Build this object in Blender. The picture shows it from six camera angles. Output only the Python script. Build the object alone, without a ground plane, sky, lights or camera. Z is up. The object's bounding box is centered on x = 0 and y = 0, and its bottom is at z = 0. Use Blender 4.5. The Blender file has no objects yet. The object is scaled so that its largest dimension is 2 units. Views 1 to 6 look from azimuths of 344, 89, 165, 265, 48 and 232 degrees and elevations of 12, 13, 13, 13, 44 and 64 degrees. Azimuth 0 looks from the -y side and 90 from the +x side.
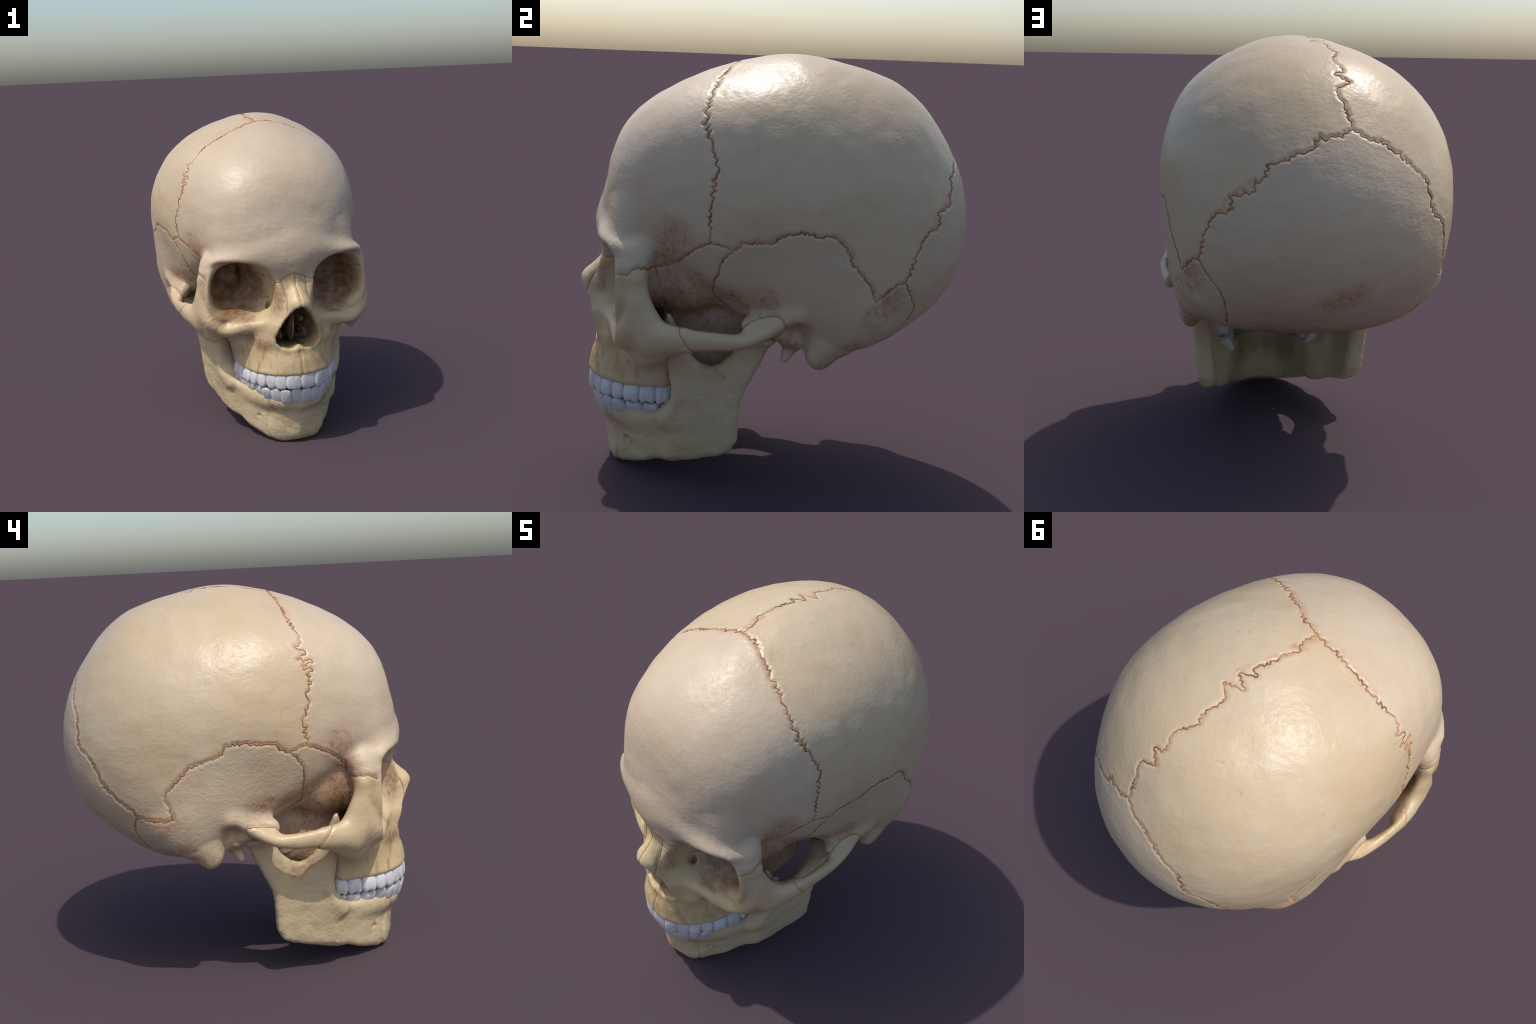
import heapq
import math
import random

import numpy as np

# =====================================================================================
#  A human skull, modelled as implicit solids (bones blended like clay), meshed, then
#  separated into its bones along the sutures.  Right-handed frame: face looks to -y.
# =====================================================================================

# ------------------------------------------------------------------ small maths helpers


def smooth_min(a, b, k):
    h = np.maximum(k - np.abs(a - b), 0.0) / k
    return np.minimum(a, b) - h * h * k * 0.25


def smooth_max(a, b, k):
    return -smooth_min(-a, -b, k)


def catmull(points, per_segment):
    """Catmull-Rom spline through rows of any width."""
    p = np.asarray(points, float)
    if len(p) == 2:
        t = np.linspace(0, 1, per_segment + 1)[:, None]
        return p[0] + (p[1] - p[0]) * t
    p = np.vstack([2 * p[0] - p[1], p, 2 * p[-1] - p[-2]])
    out = []
    for i in range(1, len(p) - 2):
        for t in np.arange(per_segment) / per_segment:
            out.append(0.5 * (2 * p[i] + (p[i + 1] - p[i - 1]) * t
                              + (2 * p[i - 1] - 5 * p[i] + 4 * p[i + 1] - p[i + 2]) * t * t
                              + (3 * p[i] - p[i - 1] - 3 * p[i + 1] + p[i + 2]) * t ** 3))
    out.append(p[-2])
    return np.array(out)


def curve1d(x, knots, values):
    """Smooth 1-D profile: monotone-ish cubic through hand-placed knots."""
    k, v = np.asarray(knots, float), np.asarray(values, float)
    m = np.gradient(v, k)
    i = np.clip(np.searchsorted(k, x) - 1, 0, len(k) - 2)
    h = k[i + 1] - k[i]
    t = np.clip((x - k[i]) / h, 0, 1)
    return ((2 * t ** 3 - 3 * t ** 2 + 1) * v[i] + (t ** 3 - 2 * t ** 2 + t) * h * m[i]
            + (3 * t ** 2 - 2 * t ** 3) * v[i + 1] + (t ** 3 - t ** 2) * h * m[i + 1])


def smoothstep(x, a, b):
    t = np.clip((x - a) / (b - a), 0, 1)
    return t * t * (3 - 2 * t)


# ------------------------------------------------------------------ implicit primitives
FAR = 1.0


def culled(P, low, high, margin, function):
    """Evaluate a primitive only near its own box."""
    d = np.full(len(P), FAR)
    inside = np.all((P > np.asarray(low) - margin) & (P < np.asarray(high) + margin), axis=1)
    if inside.any():
        d[inside] = function(P[inside])
    return d


def ellipsoid(P, centre, radii, margin=0.09):
    c, r = np.asarray(centre), np.asarray(radii, float)

    def f(Q):
        q = (Q - c) / r
        k0 = np.linalg.norm(q, axis=1)
        k1 = np.linalg.norm(q / r, axis=1) + 1e-9
        return k0 * (k0 - 1) / k1
    return culled(P, c - r, c + r, margin, f)


def strip(P, stations, up=(0, 0, 1), margin=0.08, steps=4):
    """A bone strut: spine stations (x, y, z, half_width_across, half_height_along_up)."""
    s = catmull(stations, steps)
    C, A, B = s[:, :3], s[:, 3], s[:, 4]
    r = max(A.max(), B.max())
    up = np.asarray(up, float)

    def f(Q):
        best = np.full(len(Q), 9.0)
        out = np.full(len(Q), FAR)
        for i in range(len(C) - 1):
            d = C[i + 1] - C[i]
            L2 = d @ d
            T = d / math.sqrt(L2)
            side = np.cross(T, up)
            side /= np.linalg.norm(side)
            u = np.cross(side, T)
            t = np.clip((Q - C[i]) @ d / L2, 0, 1)
            v = Q - (C[i] + t[:, None] * d)
            dd = (v * v).sum(1)
            a = A[i] + (A[i + 1] - A[i]) * t
            b = B[i] + (B[i + 1] - B[i]) * t
            m = np.minimum(a, b)
            q = np.sqrt(((v @ side) / a) ** 2 + ((v @ u) / b) ** 2 + ((v @ T) / m) ** 2)
            e = (q - 1) * m
            near = dd < best
            best[near] = dd[near]
            out[near] = e[near]
        return out
    return culled(P, C.min(0) - r, C.max(0) + r, margin, f)


def polygon2d(u, v, corners):
    """Signed distance to a closed polygon in a plane."""
    c = np.asarray(corners, float)
    d = np.full(len(u), 9.0)
    s = np.ones(len(u))
    for i in range(len(c)):
        a, b = c[i], c[i - 1]
        e = b - a
        wu, wv = u - a[0], v - a[1]
        t = np.clip((wu * e[0] + wv * e[1]) / (e @ e), 0, 1)
        d = np.minimum(d, (wu - e[0] * t) ** 2 + (wv - e[1] * t) ** 2)
        c1, c2, c3 = v >= a[1], v < b[1], e[0] * wv > e[1] * wu
        s = np.where((c1 & c2 & c3) | (~c1 & ~c2 & ~c3), -s, s)
    return s * np.sqrt(d)


# ------------------------------------------------------------------ the braincase
# Nine lengthwise profiles (72, 54, 36, 18 degrees to its right of the mid-plane, mid-plane, and
# the same to its left; then the two side poles - the head is slightly lopsided): radius from the centre of the braincase, every 18 degrees, starting at the
# back of the head, over the crown to the forehead and back along the base.
BRAIN_CENTRE = np.array([0.0, 0.04, 1.30])
PROFILES = np.array([
    [0.691, 0.693, 0.691, 0.684, 0.677, 0.670, 0.664, 0.660, 0.656, 0.652, 0.647, 0.641, 0.635, 0.631, 0.634, 0.644, 0.658, 0.670, 0.679, 0.686],
    [0.753, 0.750, 0.737, 0.716, 0.696, 0.686, 0.684, 0.686, 0.687, 0.687, 0.683, 0.669, 0.649, 0.641, 0.649, 0.683, 0.738, 0.767, 0.763, 0.756],
    [0.820, 0.802, 0.776, 0.737, 0.702, 0.682, 0.683, 0.713, 0.750, 0.772, 0.770, 0.718, 0.608, 0.574, 0.580, 0.604, 0.735, 0.818, 0.825, 0.829],
    [0.865, 0.834, 0.800, 0.751, 0.701, 0.678, 0.674, 0.717, 0.787, 0.830, 0.845, 0.802, 0.521, 0.438, 0.487, 0.433, 0.622, 0.781, 0.834, 0.874],
    [0.872, 0.839, 0.806, 0.762, 0.711, 0.700, 0.696, 0.727, 0.792, 0.829, 0.855, 0.851, 0.485, 0.380, 0.474, 0.358, 0.555, 0.749, 0.829, 0.882],
    [0.855, 0.822, 0.796, 0.760, 0.722, 0.704, 0.698, 0.733, 0.794, 0.829, 0.837, 0.795, 0.526, 0.450, 0.488, 0.413, 0.596, 0.768, 0.836, 0.874],
    [0.807, 0.788, 0.773, 0.748, 0.723, 0.706, 0.705, 0.732, 0.766, 0.783, 0.772, 0.717, 0.616, 0.590, 0.589, 0.598, 0.725, 0.817, 0.831, 0.828],
    [0.751, 0.747, 0.740, 0.724, 0.708, 0.697, 0.694, 0.698, 0.702, 0.701, 0.693, 0.675, 0.657, 0.654, 0.664, 0.698, 0.754, 0.783, 0.776, 0.761],
    [0.700, 0.700, 0.698, 0.692, 0.684, 0.676, 0.670, 0.666, 0.663, 0.659, 0.654, 0.648, 0.642, 0.641, 0.646, 0.659, 0.674, 0.687, 0.694, 0.697],
])
SIDE_POLES = (0.648, 0.656)


def tchebychev(t, top):
    out = [np.ones_like(t), t]
    for _ in range(2, top + 1):
        out.append(2 * t * out[-1] - out[-2])
    return out


def smooth_terms(D, top=9, odd=6):
    """Smooth functions of direction: symmetric products of polynomials, plus gentle lopsided ones."""
    Y, Z = tchebychev(D[:, 1], top), tchebychev(D[:, 2], top)
    even = [Y[j] * Z[k] for j in range(top + 1) for k in range(top + 1 - j)]
    return np.stack(even + [D[:, 0] * Y[j] * Z[k] for j in range(odd) for k in range(odd - j)], 1)


def fair_profiles():
    """One fair surface through all the profiles."""
    out = np.radians(np.append(np.repeat(np.arange(-72, 73, 18), 20), (-90, 90)))
    turn = np.radians(np.append(np.tile(np.arange(20) * 18, 9), (0, 0)))
    D = np.stack([np.sin(out), np.cos(out) * np.cos(turn), np.cos(out) * np.sin(turn)], 1)
    return np.linalg.lstsq(smooth_terms(D), np.append(PROFILES.ravel(), SIDE_POLES), rcond=None)[0]


BRAIN_TERMS = None


def braincase_radius(D):
    global BRAIN_TERMS
    if BRAIN_TERMS is None:
        BRAIN_TERMS = fair_profiles()
    return smooth_terms(D) @ BRAIN_TERMS


def braincase(P):
    d = P - BRAIN_CENTRE
    r = np.linalg.norm(d, axis=1) + 1e-9
    return (r - braincase_radius(d / r[:, None])) * 0.93


# ------------------------------------------------------------------ the eye socket
SOCKET_FRONT = np.array([0.312, -0.74, 0.980])
SOCKET_APEX = np.array([0.330, -0.44, 1.055])


def socket(P, grow=0.0, end=0.0):
    """A rounded-square cone running back and inward from the rim."""
    axis = SOCKET_APEX - SOCKET_FRONT
    length = np.linalg.norm(axis)
    T = axis / length
    side = np.cross(T, (0.0, -0.10, 1.0))
    side /= np.linalg.norm(side)
    u = np.cross(side, T)

    def f(Q):
        v = Q - SOCKET_FRONT
        t = (v @ T) / length
        r = curve1d(t, (-0.8, 0.0, 0.12, 0.35, 0.6, 0.85, 1.05), (0.192, 0.174, 0.172, 0.144, 0.108, 0.068, 0.03)) + grow
        a, b = np.abs(v @ side) / 0.86, np.abs(v @ u) / 1.05
        g = (a ** 2.7 + b ** 2.35) ** (1 / 2.35) - r * 1.02
        return smooth_max(g * 0.9, np.maximum((t - 1 - end) * length, (-0.9 - t) * length), 0.03)
    return culled(P, (-0.1, -1.1, 0.7), (0.62, -0.15, 1.25), 0.05, f)


# ------------------------------------------------------------------ the whole upper skull
def upper_jaw_block(P):
    """Upper jaw: horizontal super-ellipses whose size and squareness follow height."""
    def f(Q):
        z = Q[:, 2]
        half = curve1d(z, (0.40, 0.47, 0.55, 0.62, 0.70, 0.78, 0.88, 0.95), (0.333, 0.310, 0.308, 0.316, 0.259, 0.268, 0.240, 0.245))
        front = curve1d(z, (0.40, 0.47, 0.55, 0.62, 0.70, 0.78, 0.88, 0.95), (-0.898, -0.884, -0.869, -0.849, -0.910, -0.934, -0.905, -0.906))
        n = curve1d(z, (0.40, 0.55, 0.62, 0.70, 0.78, 0.88, 0.95), (2.35, 2.00, 1.95, 1.85, 1.6, 1.4, 1.35))
        yc = -0.47
        b = np.where(Q[:, 1] < yc, yc - front, 0.075)
        g = ((np.abs(Q[:, 0]) / half) ** n + (np.abs(Q[:, 1] - yc) / b) ** n) ** (1 / n)
        body = (g - 1) * np.minimum(half, b) * 0.9
        return smooth_max(smooth_max(body, 0.462 - z, 0.03), z - 0.93, 0.05)
    return culled(P, (-0.4, -0.95, 0.40), (0.4, -0.38, 0.95), 0.1, f)


NOSE_HOLE = [(0.0, 0.640), (0.055, 0.632), (0.105, 0.642), (0.128, 0.670), (0.131, 0.705), (0.112, 0.760), (0.088, 0.805),
             (0.058, 0.855), (0.030, 0.888), (0.0, 0.900)]


def upper_skull(P):
    """Signed distance of everything but the lower jaw and the teeth (x >= 0 half, mirrored)."""
    d = braincase(P)
    # the face is turned very slightly to one side
    w = smoothstep(-P[:, 1], 0.05, 0.45)
    P = np.column_stack([np.abs(P[:, 0] - 0.006 * w - 0.010 * smoothstep(P[:, 1], -0.40, 0.1)), P[:, 1] + 0.035 * P[:, 0] * w, P[:, 2]])
    # brow: a bar over the socket, swelling at the glabella
    d = smooth_min(d, strip(P, [(-0.06, -0.755, 1.190, .046, .074), (0.06, -0.752, 1.192, .044, .072), (0.169, -0.738, 1.199, 0.042, 0.052), (0.296, -0.719, 1.197, 0.051, 0.039),
                                (0.407, -0.669, 1.191, 0.049, 0.023), (0.451, -0.606, 1.146, 0.035, 0.033), (0.433, -0.587, 1.080, 0.013, 0.050)], up=(0, -.3, 1)), 0.07)
    # outer forehead filling up to the temporal line
    d = smooth_min(d, ellipsoid(P, (0.328, -0.595, 1.253), (0.095, 0.086, 0.118)), 0.08)
    d = smooth_min(d, ellipsoid(P, (0.462, -0.555, 1.135), (0.045, 0.055, 0.055)), 0.06)
    # shell around the socket (sphenoid, ethmoid and orbital floor)
    shell = smooth_max(socket(P, 0.030, 0.1), -(P[:, 1] + 0.66), 0.03)
    d = smooth_min(d, shell, 0.05)
    # greater wing of the sphenoid: the wall of the temple behind the socket
    d = smooth_min(d, ellipsoid(P, (0.320, -0.379, 0.991), (0.126, 0.168, 0.137)), 0.08)
    # core of the face between the sockets and back to the base
    core = strip(P, [(0.0, -0.681, 0.932, 0.134, 0.200), (0.0, -0.495, 0.901, 0.158, 0.220), (0.0, -0.300, 0.899, 0.150, 0.150), (0.0, -0.101, 0.900, 0.150, 0.100)])
    d = smooth_min(d, core, 0.05)
    d = smooth_min(d, upper_jaw_block(P), 0.06)
    # pterygoid plates behind the upper jaw, flaring outward
    d = smooth_min(d, strip(P, [(0.25, -0.23, 0.91, .05, .13), (0.30, -0.215, 0.79, .040, .125), (0.318, -0.235, 0.69, .030, .10), (0.27, -0.33, 0.57, .03, .06)], up=(0, 1, 0)), 0.05)
    # sphenoid and palatine bone closing the gap behind the upper jaw
    d = smooth_min(d, strip(P, [(0.31, -0.40, 0.90, .05, .08), (0.30, -0.39, 0.78, .045, .09), (0.27, -0.38, 0.64, .04, .08)], up=(0, 1, 0)), 0.05)
    # nasal bridge: wedge from the nasion to its jutting lower edge
    d = smooth_min(d, strip(P, [(0.0, -0.759, 1.086, 0.042, 0.041), (0.0, -0.776, 1.005, 0.043, 0.044), (0.0, -0.835, 0.955, 0.045, 0.039), (0.0, -0.869, 0.921, 0.051, 0.033), (0.0, -0.861, 0.849, 0.053, 0.032)], up=(0, -1, 0)), 0.06)
    # frontal process of the upper jaw beside the nose
    d = smooth_min(d, strip(P, [(0.099, -0.751, 1.059, 0.040, 0.025), (0.107, -0.774, 0.979, 0.045, 0.038), (0.112, -0.734, 0.891, 0.049, 0.033), (0.144, -0.710, 0.786, 0.049, 0.030), (0.177, -0.721, 0.678, 0.049, 0.035)], up=(0, -1, 0)), 0.06)
    # cheek bone: frontal process, body, lower border
    d = smooth_min(d, strip(P, [(0.487, -0.576, 1.098, 0.024, 0.033), (0.511, -0.557, 1.001, 0.028, 0.038), (0.524, -0.540, 0.901, 0.033, 0.062), (0.506, -0.535, 0.799, 0.040, 0.086), (0.468, -0.550, 0.724, 0.037, 0.068), (0.437, -0.560, 0.701, 0.028, 0.050)], up=(0, 1, 0)), 0.06)
    # lower border of the cheek bone, sweeping back into the arch
    d = smooth_min(d, strip(P, [(0.447, -0.556, 0.664, 0.021, 0.034), (0.494, -0.503, 0.696, 0.026, 0.040), (0.526, -0.432, 0.745, 0.026, 0.042), (0.558, -0.344, 0.795, 0.027, 0.037)]), 0.06)
    # lower rim of the socket
    d = smooth_min(d, strip(P, [(0.483, -0.561, 0.871, 0.034, 0.030), (0.455, -0.603, 0.781, 0.047, 0.030), (0.399, -0.640, 0.729, 0.042, 0.029), (0.320, -0.686, 0.745, 0.030, 0.037), (0.233, -0.708, 0.777, 0.029, 0.040), (0.167, -0.734, 0.838, 0.030, 0.040)]), 0.05)
    # buttress from the cheek bone down to the molars
    d = smooth_min(d, strip(P, [(0.429, -0.526, 0.716, 0.038, 0.036), (0.361, -0.543, 0.705, 0.045, 0.045), (0.280, -0.551, 0.652, 0.058, 0.079)]), 0.05)
    # floor of the socket above the cheek
    d = smooth_min(d, strip(P, [(0.465, -0.580, 0.765, .035, .030), (0.385, -0.605, 0.735, .045, .034), (0.28, -0.635, 0.735, .045, .040)]), 0.04)
    # cheek arch back to the ear
    d = smooth_min(d, strip(P, [(0.533, -0.519, 0.795, 0.035, 0.068), (0.571, -0.428, 0.802, 0.032, 0.056), (0.593, -0.324, 0.806, 0.026, 0.045), (0.596, -0.199, 0.801, 0.028, 0.038),
                                (0.590, -0.108, 0.810, 0.034, 0.032), (0.583, -0.037, 0.841, 0.040, 0.030), (0.569, 0.031, 0.883, 0.040, 0.030), (0.556, 0.099, 0.914, 0.045, 0.030)]), 0.05)
    # shelf where the arch roots on the temple
    d = smooth_min(d, strip(P, [(0.543, -0.094, 0.871, 0.035, 0.033), (0.522, 0.024, 0.909, 0.048, 0.032), (0.558, 0.121, 0.936, 0.049, 0.035)]), 0.05)
    # mastoid process behind the ear
    d = smooth_min(d, strip(P, [(0.53, 0.36, 0.95, .085, .13), (0.533, 0.30, 0.87, .075, .115), (0.535, 0.262, 0.80, .055, .085)], up=(0, 1, 0)), 0.06)
    d = smooth_min(d, ellipsoid(P, (0.537, 0.214, 0.748), (0.050, 0.064, 0.073)), 0.05)
    # bone under the ear opening, and the styloid spike
    d = smooth_min(d, strip(P, [(0.549, 0.056, 0.832, 0.052, 0.027), (0.523, 0.069, 0.806, 0.052, 0.034), (0.500, 0.105, 0.799, 0.036, 0.046)]), 0.05)
    d = smooth_min(d, strip(P, [(0.486, 0.082, 0.804, 0.045, 0.045), (0.480, 0.084, 0.748, 0.021, 0.033), (0.493, 0.061, 0.697, 0.012, 0.015)], up=(0, 1, 0)), 0.03)
    d = smooth_max(d, -ellipsoid(P, (0.632, 0.106, 0.845), (0.086, 0.038, 0.035)), 0.04)
    # condyles and the great opening in the base
    d = smooth_min(d, ellipsoid(P, (0.130, 0.200, 0.755), (0.050, 0.090, 0.050)), 0.05)
    d = smooth_max(d, -ellipsoid(P, (0.0, 0.270, 0.700), (0.120, 0.170, 0.160)), 0.03)
    # hollow under the temple between arch and wall
    d = smooth_max(d, -strip(P, [(0.561, -0.258, 0.974, 0.032, 0.050), (0.505, -0.204, 0.912, 0.055, 0.075), (0.456, -0.248, 0.815, 0.054, 0.115), (0.444, -0.240, 0.681, 0.060, 0.140), (0.446, -0.240, 0.499, 0.060, 0.140)], up=(0, 1, 0)), 0.04)
    # eye sockets, with their fissure
    d = smooth_max(d, -socket(P), 0.022)
    d = smooth_max(d, -strip(P, [(0.285, -0.50, 0.985, .008, .022), (0.262, -0.46, 1.03, .010, .035), (0.245, -0.42, 1.07, .010, .03)]), 0.02)
    # tear duct beside the nose
    d = smooth_max(d, -strip(P, [(0.152, -0.750, 0.935, 0.016, 0.026), (0.145, -0.700, 0.900, 0.016, 0.026), (0.130, -0.660, 0.850, 0.016, 0.020)]), 0.015)
    # nose opening and the cavity behind it
    hole = culled(P, (-0.2, -1.0, 0.6), (0.2, -0.3, 1.0), 0.05,
                  lambda Q: smooth_max(polygon2d(Q[:, 0], Q[:, 2], NOSE_HOLE + [(-x, z) for x, z in NOSE_HOLE[-2:0:-1]]) - 0.004, Q[:, 1] + 0.58 + 0.6 * (Q[:, 2] - 0.62), 0.03))
    d = smooth_max(d, -hole, 0.02)
    # back wall of the nose, on the palate
    d = smooth_min(d, ellipsoid(P, (0.0, -0.360, 0.740), (0.200, 0.060, 0.220)), 0.04)
    # nasal spine, partition and turbinates
    d = smooth_min(d, strip(P, [(0.0, -0.790, 0.622, 0.030, 0.020), (0.0, -0.821, 0.635, 0.012, 0.013)]), 0.03)
    return d


# ------------------------------------------------------------------ the lower jaw
RAMUS_SIDE = [(-0.440, 0.145), (-0.425, 0.349), (-0.415, 0.420), (-0.422, 0.50), (-0.445, 0.63), (-0.458, 0.74), (-0.462, 0.84), (-0.445, 0.885), (-0.418, 0.87), (-0.385, 0.79), (-0.355, 0.718), (-0.315, 0.668),
              (-0.282, 0.645), (-0.245, 0.636), (-0.205, 0.648), (-0.155, 0.692), (-0.113, 0.764), (-0.034, 0.805), (0.018, 0.803), (0.020, 0.767), (-0.024, 0.659), (-0.080, 0.546), (-0.102, 0.490),
              (-0.110, 0.433), (-0.115, 0.347), (-0.119, 0.271), (-0.150, 0.210), (-0.205, 0.176), (-0.301, 0.146), (-0.397, 0.145)]
BODY_SPINE = [(-0.10, -0.755), (0.0, -0.764), (0.10, -0.726), (0.163, -0.662), (0.206, -0.598), (0.247, -0.518), (0.277, -0.422), (0.319, -0.323), (0.373, -0.234), (0.405, -0.171)]


NERVE_HOLES = ((0.218, -0.672, 0.163), (-0.226, -0.658, 0.158))


def lower_jaw(P):
    whole = P
    # the jaw sits a little askew
    P = P - np.column_stack([0.015 * smoothstep(P[:, 1], -0.75, -0.2), -0.035 * P[:, 0], np.zeros(len(P))])
    P = np.column_stack([np.abs(P[:, 0]), P[:, 1], P[:, 2]])
    x, y, z = P.T
    # ramus: side outline given thickness; it leans outward going up
    middle = 0.382 + 0.099 * (z - 0.212) + 0.234 * (y + 0.211) * (1.093 - z)
    thick = 0.033 + 0.018 * smoothstep(y, -0.25, -0.10) - 0.010 * smoothstep(z, 0.4, 0.7)
    side = polygon2d(y, z, RAMUS_SIDE)
    ramus = smooth_max(side, (np.abs(x - middle) - thick), 0.045)
    # condyle: a knob wider than the neck
    condyle = ellipsoid(P, (0.429, -0.016, 0.779), (0.087, 0.058, 0.013))
    ramus = smooth_min(ramus, condyle, 0.05)
    # body: a wall following the arch of the teeth
    spine = catmull(BODY_SPINE, 4)
    lean = 0.045 * (0.16 - z)          # chin juts, tooth wall leans back a little less
    best = np.full(len(P), 9.0)
    for i in range(len(spine) - 1):
        a, e = spine[i], spine[i + 1] - spine[i]
        t = np.clip(((x - a[0]) * e[0] + (y - a[1]) * e[1]) / (e @ e), 0, 1)
        best = np.minimum(best, np.hypot(x - a[0] - e[0] * t, y - a[1] - e[1] * t))
    low = curve1d(y, (-0.85, -0.72, -0.62, -0.50, -0.38, -0.25, -0.15), (0.017, 0.002, 0.032, 0.086, 0.092, 0.150, 0.190))
    high = curve1d(y, (-0.85, -0.75, -0.60, -0.46, -0.38, -0.1), (0.318, 0.320, 0.330, 0.342, 0.35, 0.36))
    half = curve1d(z, (0.0, 0.06, 0.14, 0.22, 0.32), (0.024, 0.034, 0.038, 0.044, 0.052)) + 0.012 * smoothstep(y, -0.70, -0.5)
    body = smooth_max(smooth_max(best - half, low - z, 0.06), z - high, 0.03)
    body = smooth_max(body, y + 0.36, 0.12)
    d = smooth_min(ramus, body, 0.08)
    # chin boss
    d = smooth_min(d, ellipsoid(P, (0.0, -0.713, 0.089), (0.133, 0.018, 0.057)), 0.06)
    # thick front border of the ramus, running down behind the last molar
    d = smooth_min(d, strip(P, [(0.355, -0.395, 0.640, 0.023, 0.031), (0.345, -0.391, 0.512, 0.035, 0.018), (0.340, -0.422, 0.410, 0.040, 0.012), (0.324, -0.470, 0.330, 0.039, 0.031)], up=(0, 1, 0)), 0.05)
    d = smooth_min(d, ellipsoid(P, (0.338, -0.412, 0.35), (0.036, 0.05, 0.06)), 0.05)
    # tooth-bearing ridge
    d = smooth_min(d, strip(P, [(-0.06, -0.800, 0.280, .028, .036), (0.06, -0.800, 0.280, .028, .036), (0.13, -0.768, 0.282, .028, .036), (0.188, -0.700, 0.286, .029, .036), (0.235, -0.60, 0.290, .030, .036), (0.268, -0.49, 0.295, .030, .036)]), 0.05)
    # nerve openings on either side of the chin
    for spot in NERVE_HOLES:
        d = smooth_max(d, -ellipsoid(whole, spot, (0.022, 0.017, 0.013)), 0.008)
    return d


# ------------------------------------------------------------------ meshing (surface nets)
def mesh_implicit(function, low, high, h, symmetric):
    """Surface nets on a sparse block grid; returns vertices and quads."""
    low, high = np.asarray(low, float), np.asarray(high, float)
    B = 8
    nb = np.ceil((high - low) / (h * B)).astype(int)
    n = nb * B + 1
    centres = np.stack(np.meshgrid(*[np.arange(k) for k in nb], indexing="ij"), -1).reshape(-1, 3)
    mid = low + (centres * B + B / 2) * h
    reach = h * B * 0.87 * 1.35 + 0.02
    cen = function(mid)
    live = centres[np.abs(cen) < reach]
    F = np.full(n, 9.0, np.float32)
    # fill dead blocks with the sign of their centre
    for c, v in zip(centres, cen):
        if v < 0:
            F[tuple(slice(q * B, q * B + B + 1) for q in c)] = -9.0
    need = np.zeros(n, bool)
    for c in live:
        need[tuple(slice(q * B, q * B + B + 1) for q in c)] = True
    idx = np.argwhere(need)
    F[need] = np.concatenate([function(low + part * h) for part in np.array_split(idx, max(1, len(idx) // 250000))])
    neg = F < 0
    nx, ny, nz = n
    total = np.zeros((nx - 1, ny - 1, nz - 1), np.int8)
    for a in (0, 1):
        for b in (0, 1):
            for c in (0, 1):
                total += neg[a:nx - 1 + a, b:ny - 1 + b, c:nz - 1 + c]
    active = (total > 0) & (total < 8)
    cells = np.argwhere(active)
    ident = np.full(active.shape, -1, np.int64)
    ident[active] = np.arange(len(cells))
    acc = np.zeros((len(cells), 3))
    cnt = np.zeros(len(cells))
    corners = [(a, b, c) for a in (0, 1) for b in (0, 1) for c in (0, 1)]
    for p in corners:
        for ax in range(3):
            if p[ax] == 1:
                continue
            q = list(p)
            q[ax] = 1
            fp = F[cells[:, 0] + p[0], cells[:, 1] + p[1], cells[:, 2] + p[2]]
            fq = F[cells[:, 0] + q[0], cells[:, 1] + q[1], cells[:, 2] + q[2]]
            cross = (fp < 0) != (fq < 0)
            t = np.where(cross, fp / np.where(cross, fp - fq, 1), 0)
            pos = np.array(p, float)[None] + np.zeros((len(cells), 1))
            pos[:, ax] = t
            acc[cross] += pos[cross]
            cnt[cross] += 1
    V = low + (cells + acc / cnt[:, None]) * h
    quads = []
    for ax in range(3):
        o1, o2 = (ax + 1) % 3, (ax + 2) % 3
        a = [slice(None)] * 3
        b = [slice(None)] * 3
        a[ax], b[ax] = slice(0, n[ax] - 1), slice(1, n[ax])
        change = neg[tuple(a)] != neg[tuple(b)]
        e = np.argwhere(change)
        e = e[(e[:, o1] > 0) & (e[:, o1] < n[o1] - 1) & (e[:, o2] > 0) & (e[:, o2] < n[o2] - 1)]
        ring = []
        for d1, d2 in ((1, 1), (0, 1), (0, 0), (1, 0)):
            k = e.copy()
            k[:, o1] -= d1
            k[:, o2] -= d2
            ring.append(ident[k[:, 0], k[:, 1], k[:, 2]])
        q = np.stack(ring, 1)
        flip = ~neg[e[:, 0], e[:, 1], e[:, 2]]
        q[flip] = q[flip][:, ::-1]
        quads.append(q)
    Q = np.concatenate(quads)
    Q = Q[(Q >= 0).all(1)]
    # settle the vertices on the true surface
    f = function(V)
    g = np.stack([(function(V + np.eye(3)[k] * 0.003) - f) / 0.003 for k in range(3)], 1)
    scale = np.maximum((g * g).sum(1), 0.25)
    for _ in range(2):
        V = V - g * np.clip(f / scale, -h, h)[:, None]
        f = function(V)
    return V, Q


def gradient(function, V, e=0.002):
    return np.stack([(function(V + np.eye(3)[k] * e) - function(V - np.eye(3)[k] * e)) / (2 * e) for k in range(3)], 1)


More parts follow.
